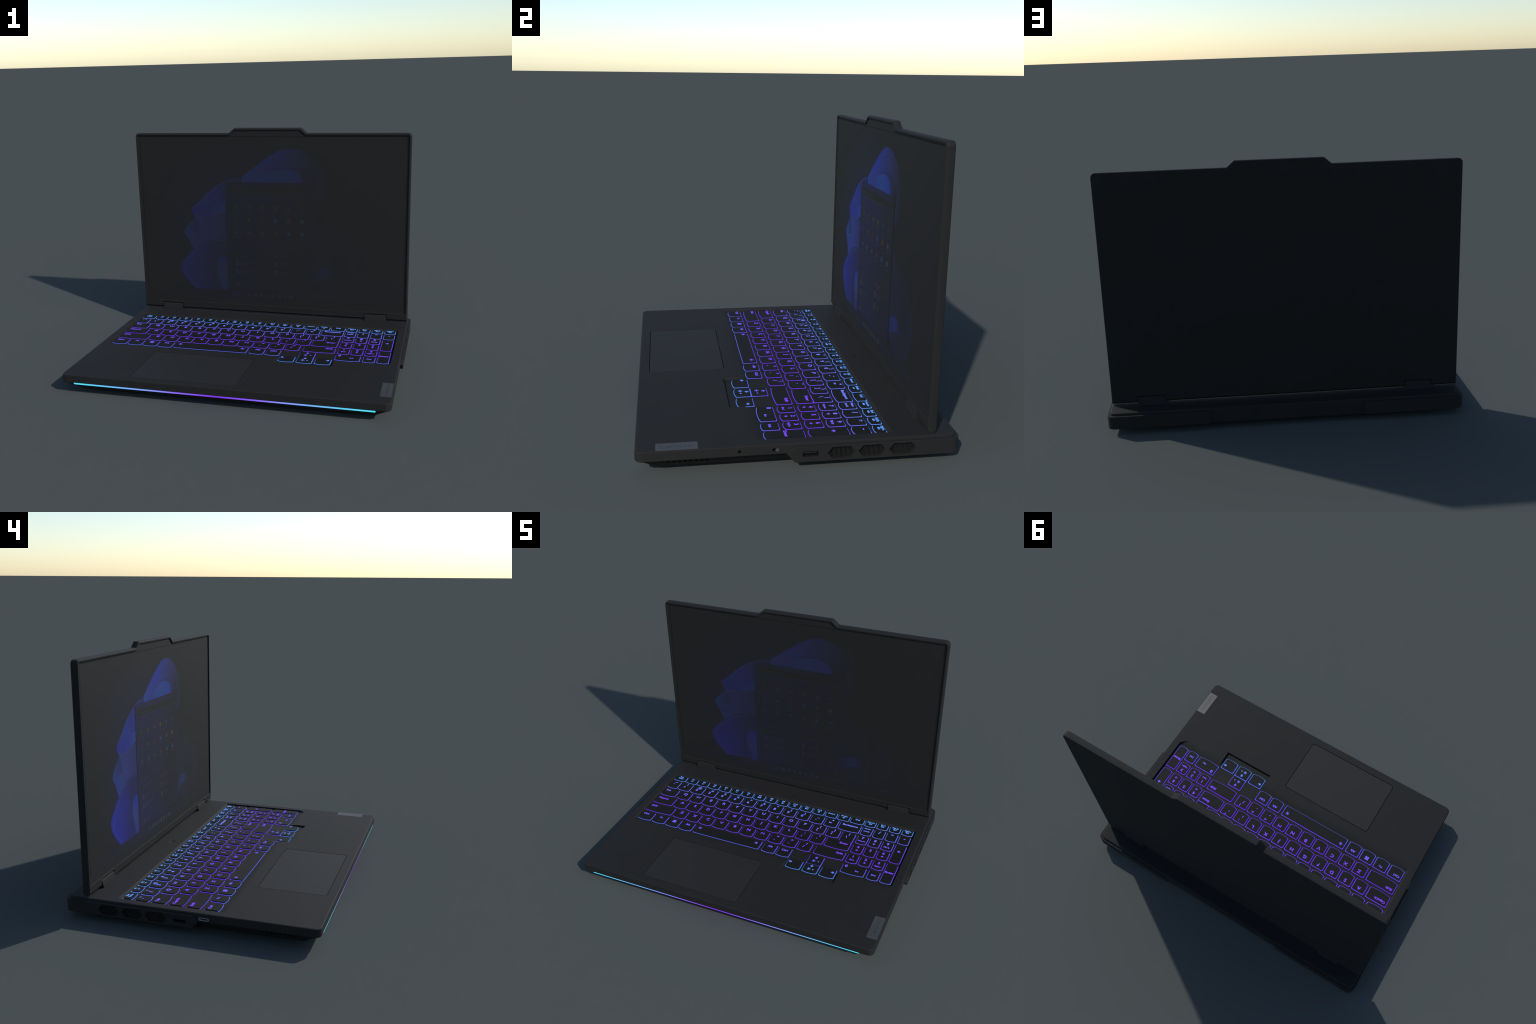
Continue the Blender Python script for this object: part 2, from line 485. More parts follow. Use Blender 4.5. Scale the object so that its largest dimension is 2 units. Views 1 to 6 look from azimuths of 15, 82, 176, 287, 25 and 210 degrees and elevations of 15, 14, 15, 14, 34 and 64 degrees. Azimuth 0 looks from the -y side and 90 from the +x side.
def icon(kind, cx, cy, s):
    """Small pictogram as a list of polygons."""
    R = lambda a, b, c, d: [(cx + s * a, cy + s * c), (cx + s * b, cy + s * c), (cx + s * b, cy + s * d), (cx + s * a, cy + s * d)]
    D = lambda x, y, r: disc(cx + s * x, cy + s * y, s * r, 12)
    spk = [[(cx - s, cy - 0.35 * s), (cx - 0.55 * s, cy - 0.35 * s), (cx, cy - 0.9 * s), (cx, cy + 0.9 * s), (cx - 0.55 * s, cy + 0.35 * s), (cx - s, cy + 0.35 * s)]]
    if kind == "mute": return spk + [R(0.3, 1.0, -0.15, 0.15)]
    if kind == "low": return spk + [R(0.3, 0.5, -0.4, 0.4)]
    if kind == "high": return spk + [R(0.3, 0.5, -0.4, 0.4), R(0.75, 0.95, -0.8, 0.8)]
    if kind == "mic": return [R(-0.3, 0.3, -0.1, 1.0), R(-0.1, 0.1, -0.6, -0.1), R(-0.5, 0.5, -0.9, -0.65)]
    if kind == "dim": return [D(0, 0, 0.5), R(-1, -0.7, -0.12, 0.12), R(0.7, 1, -0.12, 0.12)]
    if kind == "sun": return [D(0, 0, 0.5), R(-1, -0.7, -0.12, 0.12), R(0.7, 1, -0.12, 0.12), R(-0.12, 0.12, 0.7, 1), R(-0.12, 0.12, -1, -0.7)]
    if kind == "screen": return [R(-1.5, -0.1, -0.6, 0.7), R(0.2, 1.5, -0.6, 0.7)]
    if kind == "plane": return [R(-1, 1, -0.2, 0.25), R(-0.2, 0.35, -0.9, 0.9), R(-1, -0.7, -0.5, 0.5)]
    if kind == "app": return [R(-0.8, -0.1, 0.1, 0.8), R(0.1, 0.8, 0.1, 0.8), R(-0.8, -0.1, -0.8, -0.1), D(0.45, -0.45, 0.38)]
    if kind == "pad": return [R(-1, 1, 0.5, 0.75), R(-1, 1, -0.75, -0.5), R(-1, -0.75, -0.5, 0.5), R(0.75, 1, -0.5, 0.5), R(-0.4, 0.4, -0.25, 0.1)]
    if kind == "tasks": return [R(-1.4, 0.2, -0.5, 0.7), R(0.45, 1.4, -0.5, 0.0), R(0.45, 1.4, 0.25, 0.7)]
    if kind == "calc": return [R(-0.7, 0.7, 0.3, 0.9), R(-0.7, -0.1, -0.9, 0.1), R(0.1, 0.7, -0.9, 0.1)]
    if kind == "snip": return [D(-0.55, 0, 0.45), D(0.55, 0, 0.45), R(-0.2, 0.2, -0.7, 0.7)]
    if kind == "win": return [R(-1, -0.07, 0.07, 1), R(0.07, 1, 0.07, 1), R(-1, -0.07, -1, -0.07), R(0.07, 1, -1, -0.07)]
    if kind == "spark": return [D(0, 0, 0.55), R(-1.1, -0.75, -0.15, 0.15), R(0.75, 1.1, -0.15, 0.15), R(-0.6, -0.3, 0.65, 0.95), R(0.3, 0.6, 0.65, 0.95),
                                R(-0.6, -0.3, -0.95, -0.65), R(0.3, 0.6, -0.95, -0.65)]
    return [D(0, 0, 0.6)]

def make_key(x0, x1, y0, y1, marks=(), bulge=0.0062):
    """One keycap, its light ring and its legend. marks: tuples describing legend parts."""
    # light ring on the well floor
    bm = bmesh.new()
    outer = key_outline(x0 - 0.0008, x1 + 0.0008, y0 - 0.0008, y1 + 0.0008, bulge)
    inner = inset(outer, RW + 0.002)
    loft(bm, [[(x, y, FLOOR_Z + 0.0002) for x, y in outer], [(x, y, FLOOR_Z + 0.0010) for x, y in outer],
              [(x, y, FLOOR_Z + 0.0010) for x, y in inner]], cap=False)
    add("key_backlight", bm, M_KEYGLOW, keyboard)
    # cap
    bm = bmesh.new()
    o = key_outline(x0 + RW - 0.001, x1 - RW + 0.001, y0 + RW * 0.42, y1 - RW + 0.001, bulge * 0.95)
    loft(bm, [[(x, y, FLOOR_Z + 0.0013) for x, y in o], [(x, y, CAP_Z - 0.0014) for x, y in inset(o, 0.0002)],
              [(x, y, CAP_Z - 0.0004) for x, y in inset(o, 0.0007)], [(x, y, CAP_Z) for x, y in inset(o, 0.0018)]])
    add("key", bm, M_KEY, keyboard)
    if not marks:
        return
    bm = bmesh.new()
    cx = (x0 + x1) / 2
    w, h = x1 - x0, y1 - y0
    for mk in marks:
        kind, val, fx, fy, size = mk[:5]
        px, py = x0 + w * fx, y0 + h * fy
        if kind == "t":
            al = mk[5] if len(mk) > 5 else "CENTER"
            text_bm(bm, val, px, py, size, CAP_Z, bold=(0.0 if val in "MW" else 0.008 if val in "@#&%$Fn" else 0.026), sx=1.15, align=al)
        elif kind == "a":
            slab(bm, arrow(px, py, val, size), CAP_Z, CAP_Z + 0.0004)
        else:
            for poly in icon(val, px, py, size):
                slab(bm, poly, CAP_Z, CAP_Z + 0.0004)
    add("key_legend", bm, M_LEGEND, keyboard, smooth=20)

LET, WORD, TINY = 0.0325, 0.0232, 0.0190
def letter(c): return [("t", c, 0.5, 0.66, LET)]
def pair(top, low): return [("t", low, 0.42, 0.42, LET * 0.95), ("t", top, 0.56, 0.78, LET * 0.86)]
def stack(top, low, s=TINY): return [("t", top, 0.5, 0.78, s), ("t", low, 0.5, 0.42, s)]
def word(w, fx=0.13, al="LEFT", fy=0.68): return [("t", w, fx, fy, WORD, al)]

ROW = {"fn": (0.3585, 0.4110), "num": (0.2590, 0.3385), "q": (0.1580, 0.2375), "a": (0.0555, 0.1350), "z": (-0.0480, 0.0315), "ctl": (-0.1530, -0.0730)}
KW, PX = 0.0915, 0.1050
# function row
y0, y1 = ROW["fn"]
make_key(-0.921, -0.829, y0, y1, stack("Esc", "FnLk", 0.0185), 0.0048)
FN = ["mute", "low", "high", "mic", "dim", "sun", "screen", "plane", "app", "pad", "tasks", "calc"]
for i in range(12):
    a = -0.8175 + i * 0.0927
    make_key(a, a + 0.0825, y0, y1, [("t", "F%d" % (i + 1), 0.5, 0.74, 0.0190), ("i", FN[i], 0.5, 0.38, 0.0085)], 0.0048)
a = -0.8175 + 12 * 0.0927
make_key(a, a + 0.0825, y0, y1, [("t", "Insert", 0.5, 0.64, 0.0185)], 0.0048)
make_key(a + 0.0927, a + 0.1752, y0, y1, [("t", "PrtSc", 0.5, 0.74, 0.0185), ("i", "snip", 0.5, 0.38, 0.0085)], 0.0048)
make_key(0.4805, 0.5760, y0, y1, [("t", "Del", 0.5, 0.64, 0.0200)], 0.0048)
NPX = [(0.5860, 0.6595), (0.6720, 0.7465), (0.7600, 0.8335), (0.8470, 0.9195)]
for (p, q), (t, l) in zip(NPX, [("Home", "Play"), ("End", "Stop"), ("PgUp", "Prev"), ("PgDn", "Next")]):
    make_key(p, q, y0, y1, [("t", t, 0.5, 0.74, 0.0180), ("i", "tasks", 0.5, 0.38, 0.0080)], 0.0048)
# number row
y0, y1 = ROW["num"]
make_key(-0.921, -0.845, y0, y1, pair("~", "`"))
for i, (t, l) in enumerate(zip("!@#$%^&*()_+", "1234567890-=")):
    a = -0.8335 + i * PX
    make_key(a, a + KW, y0, y1, pair(t, l))
make_key(0.4260, 0.5755, y0, y1, [("t", "Backspace", 0.5, 0.66, WORD)])
make_key(*NPX[0], y0, y1, stack("Num", "Lock", 0.0185))
for (p, q), t in zip(NPX[1:], "/*-"):
    make_key(p, q, y0, y1, [("t", t, 0.5, 0.64, LET * 1.1)])
# Q row
y0, y1 = ROW["q"]
make_key(-0.921, -0.8035, y0, y1, word("Tab"))
for i, c in enumerate("QWERTYUIOP"):
    a = -0.7845 + i * PX
    make_key(a, a + KW, y0, y1, letter(c))
for i, (t, l) in enumerate(zip("{}", "[]")):
    a = -0.7845 + (10 + i) * PX
    make_key(a, a + KW, y0, y1, pair(t, l))
make_key(0.4760, 0.5680, 0.1405, y1, [("t", "\\", 0.42, 0.46, LET), ("t", "|", 0.56, 0.80, LET * 0.9)], bulge=0.0)
for (p, q), t, l in zip(NPX[:3], "789", ("Home", None, "PgUp")):
    mk = [("t", t, 0.5, 0.70, LET * 0.92)]
    mk += [("t", l, 0.5, 0.28, 0.0170)] if l else [("a", -math.pi / 2, 0.5, 0.29, 0.0088)]
    make_key(p, q, y0, y1, mk)
make_key(*NPX[3], ROW["a"][0], y1, [("t", "+", 0.5, 0.60, LET * 1.15)])
# A row
y0, y1 = ROW["a"]
make_key(-0.921, -0.771, y0, y1, word("CapsLk", 0.10))
for i, c in enumerate("ASDFGHJKL"):
    a = -0.7545 + i * PX
    make_key(a, a + KW, y0, y1, letter(c))
for i, (t, l) in enumerate(zip(':"', ";'")):
    a = -0.7545 + (9 + i) * PX
    make_key(a, a + KW, y0, y1, pair(t, l))
make_key(0.4005, 0.5680, y0, 0.1390, word("Enter", 0.90, "RIGHT"))
for (p, q), t, ang in zip(NPX[:3], "456", (0, None, math.pi)):
    mk = [("t", t, 0.5, 0.70 if ang is not None else 0.66, LET * 0.92)]
    if ang is not None:
        mk.append(("a", ang, 0.5, 0.29, 0.0088))
    make_key(p, q, y0, y1, mk)
# Z row
y0, y1 = ROW["z"]
make_key(-0.921, -0.7175, y0, y1, word("Shift", 0.08))
for i, c in enumerate("ZXCVBNM"):
    a = -0.7000 + i * PX
    make_key(a, a + KW, y0, y1, letter(c))
for i, (t, l) in enumerate(zip("<>?", ",./")):
    a = -0.7000 + (7 + i) * PX
    make_key(a, a + KW, y0, y1, pair(t, l))
make_key(0.3630, 0.5680, y0, y1, word("Shift", 0.92, "RIGHT"))
for (p, q), t, l in zip(NPX[:3], "123", ("End", None, "PgDn")):
    mk = [("t", t, 0.5, 0.70, LET * 0.92)]
    mk += [("t", l, 0.5, 0.28, 0.0170)] if l else [("a", math.pi / 2, 0.5, 0.29, 0.0088)]
    make_key(p, q, y0, y1, mk)
make_key(*NPX[3], ROW["ctl"][0] + 0.002, y1, [("t", "Enter", 0.5, 0.52, WORD)])
# bottom row
y0, y1 = ROW["ctl"]
make_key(-0.921, -0.8225, y0, y1, word("Ctrl", 0.15))
make_key(-0.808, -0.7140, y0, y1, [("t", "Fn", 0.5, 0.66, WORD)])
make_key(-0.7005, -0.6070, y0, y1, [("i", "win", 0.5, 0.62, 0.0125)])
make_key(-0.5945, -0.5010, y0, y1, [("t", "Alt", 0.5, 0.66, WORD)])
make_key(-0.481, 0.0115, y0 - 0.001, y1, [("i", "spark", 0.062, 0.64, 0.0120), ("i", "spark", 0.93, 0.64, 0.0120)], bulge=0.0015)
make_key(0.0335, 0.1250, y0, y1, [("t", "Alt", 0.5, 0.66, WORD)])
make_key(0.1375, 0.2295, y0, y1, [("t", "Ctrl", 0.5, 0.66, WORD)])
make_key(NPX[0][0], 0.7415, y0, y1, [("t", "0", 0.16, 0.72, LET), ("t", "Ins", 0.66, 0.40, 0.0185)])
make_key(*NPX[2], y0, y1, [("t", "Del", 0.5, 0.45, 0.0185)])
# arrow keys
ya0, ya1 = -0.2385, -0.1590
make_key(0.2420, 0.3415, ya0, ya1, [("a", 0, 0.20, 0.62, 0.0105)])
make_key(0.3575, 0.4565, ya0, ya1 - 0.0005, [("a", math.pi / 2, 0.5, 0.74, 0.0105), ("i", "spark", 0.40, 0.34, 0.0110), ("i", "low", 0.70, 0.34, 0.007)])
make_key(0.3575, 0.4565, ya1 + 0.0015, -0.0735, [("a", -math.pi / 2, 0.5, 0.76, 0.0105), ("i", "spark", 0.42, 0.36, 0.0110), ("t", "+", 0.74, 0.36, 0.020)], bulge=0.0)
make_key(0.4725, 0.5715, ya0, ya1, [("a", math.pi, 0.80, 0.62, 0.0105)])

# ------------------------------------------------------------------ lid
LX, LZ0, LZ1, HZ = 0.984, 0.131, 1.4445, 1.4800
LF, LB, SCR_Y = 0.5790, 0.6205, 0.5862
LID_SHIFT = -0.0018   # the lid sits a touch left of the base
lid_outline = fillet([(-LX, LZ0), (LX, LZ0), (LX, LZ1), (0.279, LZ1), (0.238, HZ), (-0.238, HZ), (-0.279, LZ1), (-LX, LZ1)],
                     [0.0, 0.0, 0.024, 0.010, 0.009, 0.009, 0.010, 0.024], 6)
lid_outline = [(x + LID_SHIFT, z) for x, z in lid_outline]
def lid_ring(y, d, zmin):
    return [(x, y, max(z, zmin)) for x, z in inset(lid_outline, d)]
RIM = 0.0145
chin = 0.1885
bm = bmesh.new()
vr = loft(bm, [lid_ring(LB, 0.0060, 0.150), lid_ring(LB - 0.0018, 0.0022, 0.1465), lid_ring(LB - 0.005, 0.0, 0.1435), lid_ring(0.600, 0.0, 0.131),
               lid_ring(0.590, 0.0004, 0.1365), lid_ring(0.582, 0.0030, 0.1415), lid_ring(LF, 0.0068, 0.1460), lid_ring(LF, RIM - 0.001, chin - 0.0015),
               lid_ring(LF + 0.0012, RIM, chin), lid_ring(SCR_Y, RIM + 0.0004, chin + 0.001)])
lid = add("lid", bm, M_LID, smooth=28)
# hinge cut-outs in the lower edge
HX = (0.6825, 0.8390)
cb = bmesh.new()
for s in (1, -1):
    box(cb, min(s * HX[0], s * HX[1]), max(s * HX[0], s * HX[1]), 0.55, 0.66, 0.10, 0.1790)
cut(lid, cb)
# hinge barrels
for s in (1, -1):
    bm = bmesh.new()
    prof = fillet([(0.570, 0.1235), (0.571, 0.134), (0.579, 0.166), (0.588, 0.1735), (0.612, 0.1735), (0.6235, 0.164), (0.6265, 0.138), (0.630, 0.1235)],
                  [0, 0.006, 0.008, 0.006, 0.006, 0.008, 0.006, 0], 4)
    xa, xb = min(s * 0.6870, s * 0.8350), max(s * 0.6870, s * 0.8350)
    slab_x(bm, prof, xa, xb)
    add("hinge", bm, M_HINGE)

# screen: glass sheet with glow of the picture, plus frame lines
XS, ZS0, ZS1 = 0.953, 0.243, 1.4185
def grazing_boost(nt, colour, target):
    """Scales the gloss colour up as the view of the surface becomes more grazing."""
    lw = nt.nodes.new("ShaderNodeLayerWeight")
    lw.inputs["Blend"].default_value = 0.5
    mm = nt.nodes.new("ShaderNodeMath")
    mm.operation = "MULTIPLY_ADD"
    nt.links.new(lw.outputs["Facing"], mm.inputs[0])
    mm.inputs[1].default_value = 2.5
    mm.inputs[2].default_value = 0.18
    sc = nt.nodes.new("ShaderNodeVectorMath")
    sc.operation = "SCALE"
    nt.links.new(colour, sc.inputs[0])
    nt.links.new(mm.outputs[0], sc.inputs["Scale"])
    nt.links.new(sc.outputs[0], target)

PANEL = (0.0080, 0.0078, 0.0076, 1)
def screen_material():
    m, nt, b = new_mat("display_panel")
    tc = nt.nodes.new("ShaderNodeTexCoord")
    # soft blue halo round the picture motif
    mp = nt.nodes.new("ShaderNodeMapping")
    mp.inputs["Location"].default_value = (0.25 / 0.62, 0, -0.74 / 0.66)
    mp.inputs["Scale"].default_value = (1 / 0.62, 0, 1 / 0.66)
    nt.links.new(tc.outputs["Object"], mp.inputs["Vector"])
    gr = nt.nodes.new("ShaderNodeTexGradient")
    gr.gradient_type = "SPHERICAL"
    nt.links.new(mp.outputs["Vector"], gr.inputs["Vector"])
    rp = nt.nodes.new("ShaderNodeValToRGB")
    rp.color_ramp.elements[0].position = 0.0
    rp.color_ramp.elements[0].color = (0.0, 0.0, 0.0, 1)
    rp.color_ramp.elements[1].position = 1.0
    rp.color_ramp.elements[1].color = (0.0, 0.012, 0.11, 1)
    nt.links.new(gr.outputs["Fac"], rp.inputs["Fac"])
    b.inputs["Base Color"].default_value = PANEL
    b.inputs["Roughness"].default_value = 0.75
    b.inputs["Specular IOR Level"].default_value = 0.34
    gl = nt.nodes.new("ShaderNodeBsdfGlossy")
    gl.inputs["Roughness"].default_value = 0.3
    grazing_boost(nt, rp.outputs["Color"], gl.inputs["Color"])
    ad = nt.nodes.new("ShaderNodeAddShader")
    nt.links.new(b.outputs[0], ad.inputs[0])
    nt.links.new(gl.outputs[0], ad.inputs[1])
    nt.links.new(ad.outputs[0], nt.nodes["Material Output"].inputs["Surface"])
    return m
M_SCREEN = screen_material()
bm = bmesh.new()
scr = fillet([(-LX, 0.10), (LX, 0.10), (LX, LZ1), (0.279, LZ1), (0.238, HZ), (-0.238, HZ), (-0.279, LZ1), (-LX, LZ1)],
             [0.0, 0.0, 0.024, 0.010, 0.009, 0.009, 0.010, 0.024], 6)
scr_in = [(x + LID_SHIFT, max(z, chin + 0.0005)) for x, z in inset(scr, RIM + 0.0002)]
slab_y(bm, scr_in, SCR_Y - 0.0006, SCR_Y + 0.002)
screen = add("screen", bm, M_SCREEN)
# dark seam lines that frame the active display
bm = bmesh.new()
ys = SCR_Y - 0.0008
for x0, x1, z0, z1 in [(-XS, XS, ZS1, ZS1 + 0.0022), (-XS - 0.0018, -XS, ZS0, ZS1 + 0.0022), (XS, XS + 0.0018, ZS0, ZS1 + 0.0022)]:
    box(bm, x0, x1, ys, ys + 0.0003, z0, z1)
add("display_seam", bm, M_GROOVE, screen)
# microphone holes beside the camera, camera window
for x in (-0.170, 0.168):
    bm = bmesh.new()
    slab_y(bm, disc(x, 1.453, 0.0026, 12), ys, ys + 0.0003)
    add("microphone_hole", bm, M_GROOVE, screen)
bm = bmesh.new()
slab_y(bm, disc(0.0, 1.447, 0.0075, 24), ys, ys + 0.0003)
add("camera_lens", bm, M_BEZEL, screen)

# ------------------------------------------------------------------ displayed picture: folded blue ribbons (abstract) and a menu sheet
def ink(name, stops, angle=0.0, lo=-0.6, hi=0.6, centre=(0, 0.7), metal=1.0, rough=0.3):
    """Display colour graded along a direction of the screen plane."""
    m, nt, b = new_mat(name)
    tc = nt.nodes.new("ShaderNodeTexCoord")
    vm = nt.nodes.new("ShaderNodeVectorMath")
    vm.operation = "SUBTRACT"
    vm.inputs[1].default_value = (centre[0], 0, centre[1])
    nt.links.new(tc.outputs["Object"], vm.inputs[0])
    dt = nt.nodes.new("ShaderNodeVectorMath")
    dt.operation = "DOT_PRODUCT"
    dt.inputs[1].default_value = (math.cos(angle), 0, math.sin(angle))
    nt.links.new(vm.outputs[0], dt.inputs[0])
    mr = nt.nodes.new("ShaderNodeMapRange")
    mr.inputs["From Min"].default_value = lo
    mr.inputs["From Max"].default_value = hi
    nt.links.new(dt.outputs["Value"], mr.inputs["Value"])
    rp = nt.nodes.new("ShaderNodeValToRGB")
    el = rp.color_ramp.elements
    while len(el) < len(stops):
        el.new(0.5)
    for e, (p, c) in zip(el, stops):
        e.position = p
        e.color = tuple(c) + (1,)
    nt.links.new(mr.outputs["Result"], rp.inputs["Fac"])
    # dark panel below, coloured mirror-like layer of the display on top
    b.inputs["Base Color"].default_value = PANEL
    b.inputs["Roughness"].default_value = 0.75
    b.inputs["Specular IOR Level"].default_value = 0.34
    gl = nt.nodes.new("ShaderNodeBsdfGlossy")
    gl.inputs["Roughness"].default_value = rough
    grazing_boost(nt, rp.outputs["Color"], gl.inputs["Color"])
    ad = nt.nodes.new("ShaderNodeAddShader")
    nt.links.new(b.outputs[0], ad.inputs[0])
    nt.links.new(gl.outputs[0], ad.inputs[1])
    nt.links.new(ad.outputs[0], nt.nodes["Material Output"].inputs["Surface"])
    return m

def smooth_poly(pts, sub=5):
    """Closed Catmull-Rom curve through control points."""
    n = len(pts)
    out = []
    for i in range(n):
        p0, p1, p2, p3 = (Vector(pts[(i + k - 1) % n]) for k in range(4))
        for j in range(sub):
            t = j / sub
            out.append(tuple(0.5 * ((2 * p1) + (p2 - p0) * t + (2 * p0 - 5 * p1 + 4 * p2 - p3) * t * t + (3 * p1 - p0 - 3 * p2 + p3) * t ** 3)))
    return out

def open_curve(pts, sub=6):
    n = len(pts)
    out = []
    for i in range(n - 1):
        p0, p1, p2, p3 = (Vector(pts[min(max(i + k - 1, 0), n - 1)]) for k in range(4))
        for j in range(sub):
            t = j / sub
            out.append(tuple(0.5 * ((2 * p1) + (p2 - p0) * t + (2 * p0 - 5 * p1 + 4 * p2 - p3) * t * t + (3 * p1 - p0 - 3 * p2 + p3) * t ** 3)))
    out.append(tuple(pts[-1]))
    return out

layer = [0]
STEP = 0.00002
def depth_of(name):
    """Ribbons stack one above the other; the menu and its marks share three thin levels above them."""
    if name.startswith("picture"):
        layer[0] += 1
        return SCR_Y - 0.0007 - STEP * layer[0]
    k = {"task_row": 60, "menu_panel": 62}.get(name, 64)
    if name.endswith("_mark") or name.startswith("menu_rule"):
        k = 66
    return SCR_Y - 0.0007 - STEP * k

def sheet(name, poly, mat, parent=None):
    y = depth_of(name)
    bm = bmesh.new()
    vs = [bm.verts.new((x, y, z)) for x, z in poly]
    f = bm.faces.new(vs)
    r = bmesh.ops.extrude_face_region(bm, geom=[f])
    bmesh.ops.translate(bm, vec=(0, 0.00001, 0), verts=[v for v in r["geom"] if isinstance(v, bmesh.types.BMVert)])
    bmesh.ops.triangulate(bm, faces=bm.faces[:])
    return add(name, bm, mat, parent or screen)

def line(name, pts, w, mat):
    y = depth_of(name)
    bm = bmesh.new()
    c = open_curve(pts)
    L, Rr = [], []
    for i, p in enumerate(c):
        a, b = Vector(c[max(i - 1, 0)]), Vector(c[min(i + 1, len(c) - 1)])
        d = (b - a).normalized()
        nrm = Vector((-d.y, d.x)) * w / 2
        L.append(bm.verts.new((p[0] + nrm.x, y, p[1] + nrm.y)))
        Rr.append(bm.verts.new((p[0] - nrm.x, y, p[1] - nrm.y)))
    for i in range(len(c) - 1):
        bm.faces.new((L[i], L[i + 1], Rr[i + 1], Rr[i]))
    return add(name, bm, mat, screen)

B_DARK, B_MID, B_SKY, B_NAVY, B_FADE = (0.008, 0.018, 0.17), (0.012, 0.040, 0.54), (0.012, 0.095, 0.52), (0.012, 0.026, 0.22), (0.0, 0.002, 0.012)
M_RIB_A = ink("ribbon_upper", [(0.0, B_SKY), (0.35, B_MID), (0.7, B_NAVY), (1.0, B_FADE)], 0.0, -0.25, 0.40, (0, 1.1))
M_RIB_A2 = ink("ribbon_upper_inner", [(0.0, B_SKY), (0.3, B_MID), (0.75, B_DARK), (1.0, B_FADE)], -0.4, -0.25, 0.33, (0, 1.15))
M_RIB_A3 = ink("ribbon_crest", [(0.0, B_MID), (0.6, B_SKY), (1.0, B_MID)], 0.3, -0.2, 0.25, (0, 1.13))
M_RIB_B = ink("ribbon_left", [(0.0, B_SKY), (0.45, B_MID), (1.0, B_DARK)], 0.5, -0.25, 0.2, (-0.4, 1.02))
M_RIB_C = ink("ribbon_fold", [(0.0, B_MID), (0.5, B_MID), (1.0, B_SKY)], -0.2, -0.14, 0.14, (-0.45, 0.88))
M_RIB_D = ink("ribbon_fold_lower", [(0.0, B_SKY), (0.5, (0.04, 0.065, 0.42)), (1.0, B_NAVY)], 0.25, -0.2, 0.2, (-0.45, 0.72))
M_RIB_E = ink("ribbon_back", [(0.0, B_SKY), (1.0, B_DARK)], 0.0, -0.08, 0.08, (-0.57, 0.77))
M_RIB_F = ink("ribbon_large", [(0.0, B_MID), (0.45, (0.014, 0.026, 0.38)), (0.75, B_DARK), (1.0, B_NAVY)], -0.15, -0.19, 0.19, (-0.5, 0.48))
M_RIB_G = ink("ribbon_sliver", [(0.0, (0.03, 0.04, 0.32)), (0.5, (0.05, 0.10, 0.32)), (1.0, B_MID)], math.pi / 2, -0.13, 0.13, (-0.36, 0.42))
M_RIB_H = ink("ribbon_right", [(0.0, (0.004, 0.010, 0.06)), (0.6, (0.002, 0.004, 0.02)), (1.0, (0.004, 0.008, 0.035))], 0.0, -0.2, 0.2, (0.5, 0.5))
M_RIB_I = ink("ribbon_spot", [(0.0, (0.008, 0.02, 0.10)), (0.5, (0.012, 0.045, 0.24)), (1.0, B_FADE)], 0.2, -0.1, 0.12, (0.4, 0.45))
M_LINE = ink("ribbon_edge", [(0.0, (0.09, 0.16, 0.40)), (0.6, (0.06, 0.08, 0.36)), (1.0, (0.02, 0.03, 0.10))], 0.0, -0.7, 0.4, (0, 0.7))
M_MENU = ink("menu_sheet", [(0.0, (0.006, 0.011, 0.105)), (0.45, (0.005, 0.010, 0.075)), (0.8, (0.002, 0.006, 0.025)), (1.0, (0.002, 0.006, 0.030))], -0.25, -0.36, 0.36, (0, 0.7), metal=0.6)
M_FIELD = ink("menu_field", [(0.0, (0.004, 0.005, 0.012)), (1.0, (0.001, 0.001, 0.002))], 0.0, metal=0.3)
M_TASK = ink("task_row", [(0.0, (0.0, 0.0, 0.001)), (0.35, (0.003, 0.006, 0.045)), (0.65, (0.002, 0.005, 0.03)), (1.0, (0.0, 0.0, 0.001))], 0.0, -0.9, 0.9, metal=0.4)
M_TEXT = ink("menu_text", [(0.0, (0.05, 0.055, 0.09)), (1.0, (0.035, 0.04, 0.06))], 0.0, metal=0.6)

W1 = [(-0.227, 1.103), (-0.192, 1.139), (-0.112, 1.200), (-0.016, 1.268), (0.067, 1.319), (0.122, 1.336), (0.176, 1.339), (0.251, 1.322),
      (0.315, 1.278), (0.367, 1.216), (0.391, 1.153), (0.399, 1.089), (0.394, 1.036), (0.370, 0.960)]
# rear ribbon on the right, then the tall upper ribbon and its nested folds
sheet("picture_ribbon", smooth_poly([(0.30, 0.93), (0.36, 0.80), (0.45, 0.755), (0.56, 0.72), (0.65, 0.62), (0.685, 0.50), (0.66, 0.39), (0.56, 0.31), (0.40, 0.30), (0.30, 0.50)]), M_RIB_H)
sheet("picture_ribbon", smooth_poly([(0.30, 0.545), (0.391, 0.577), (0.473, 0.584), (0.555, 0.555), (0.60, 0.48), (0.57, 0.37), (0.46, 0.33), (0.30, 0.38)]), M_RIB_H)
sheet("picture_ribbon", smooth_poly([(0.30, 0.445), (0.378, 0.488), (0.442, 0.494), (0.473, 0.469), (0.483, 0.430), (0.409, 0.417), (0.31, 0.385)]), M_RIB_I)
sheet("picture_ribbon", open_curve(W1) + [(0.30, 0.96), (-0.20, 0.96)], M_RIB_A)
L2 = [(-0.213, 1.103), (-0.101, 1.173), (0.011, 1.244), (0.094, 1.293), (0.175, 1.309), (0.261, 1.296), (0.325, 1.247), (0.367, 1.189), (0.388, 1.11), (0.380, 1.01)]
L3 = [(-0.174, 1.104), (-0.074, 1.173), (0.038, 1.239), (0.121, 1.272), (0.202, 1.280), (0.282, 1.262), (0.336, 1.221), (0.372, 1.163), (0.380, 1.08), (0.368, 1.00)]
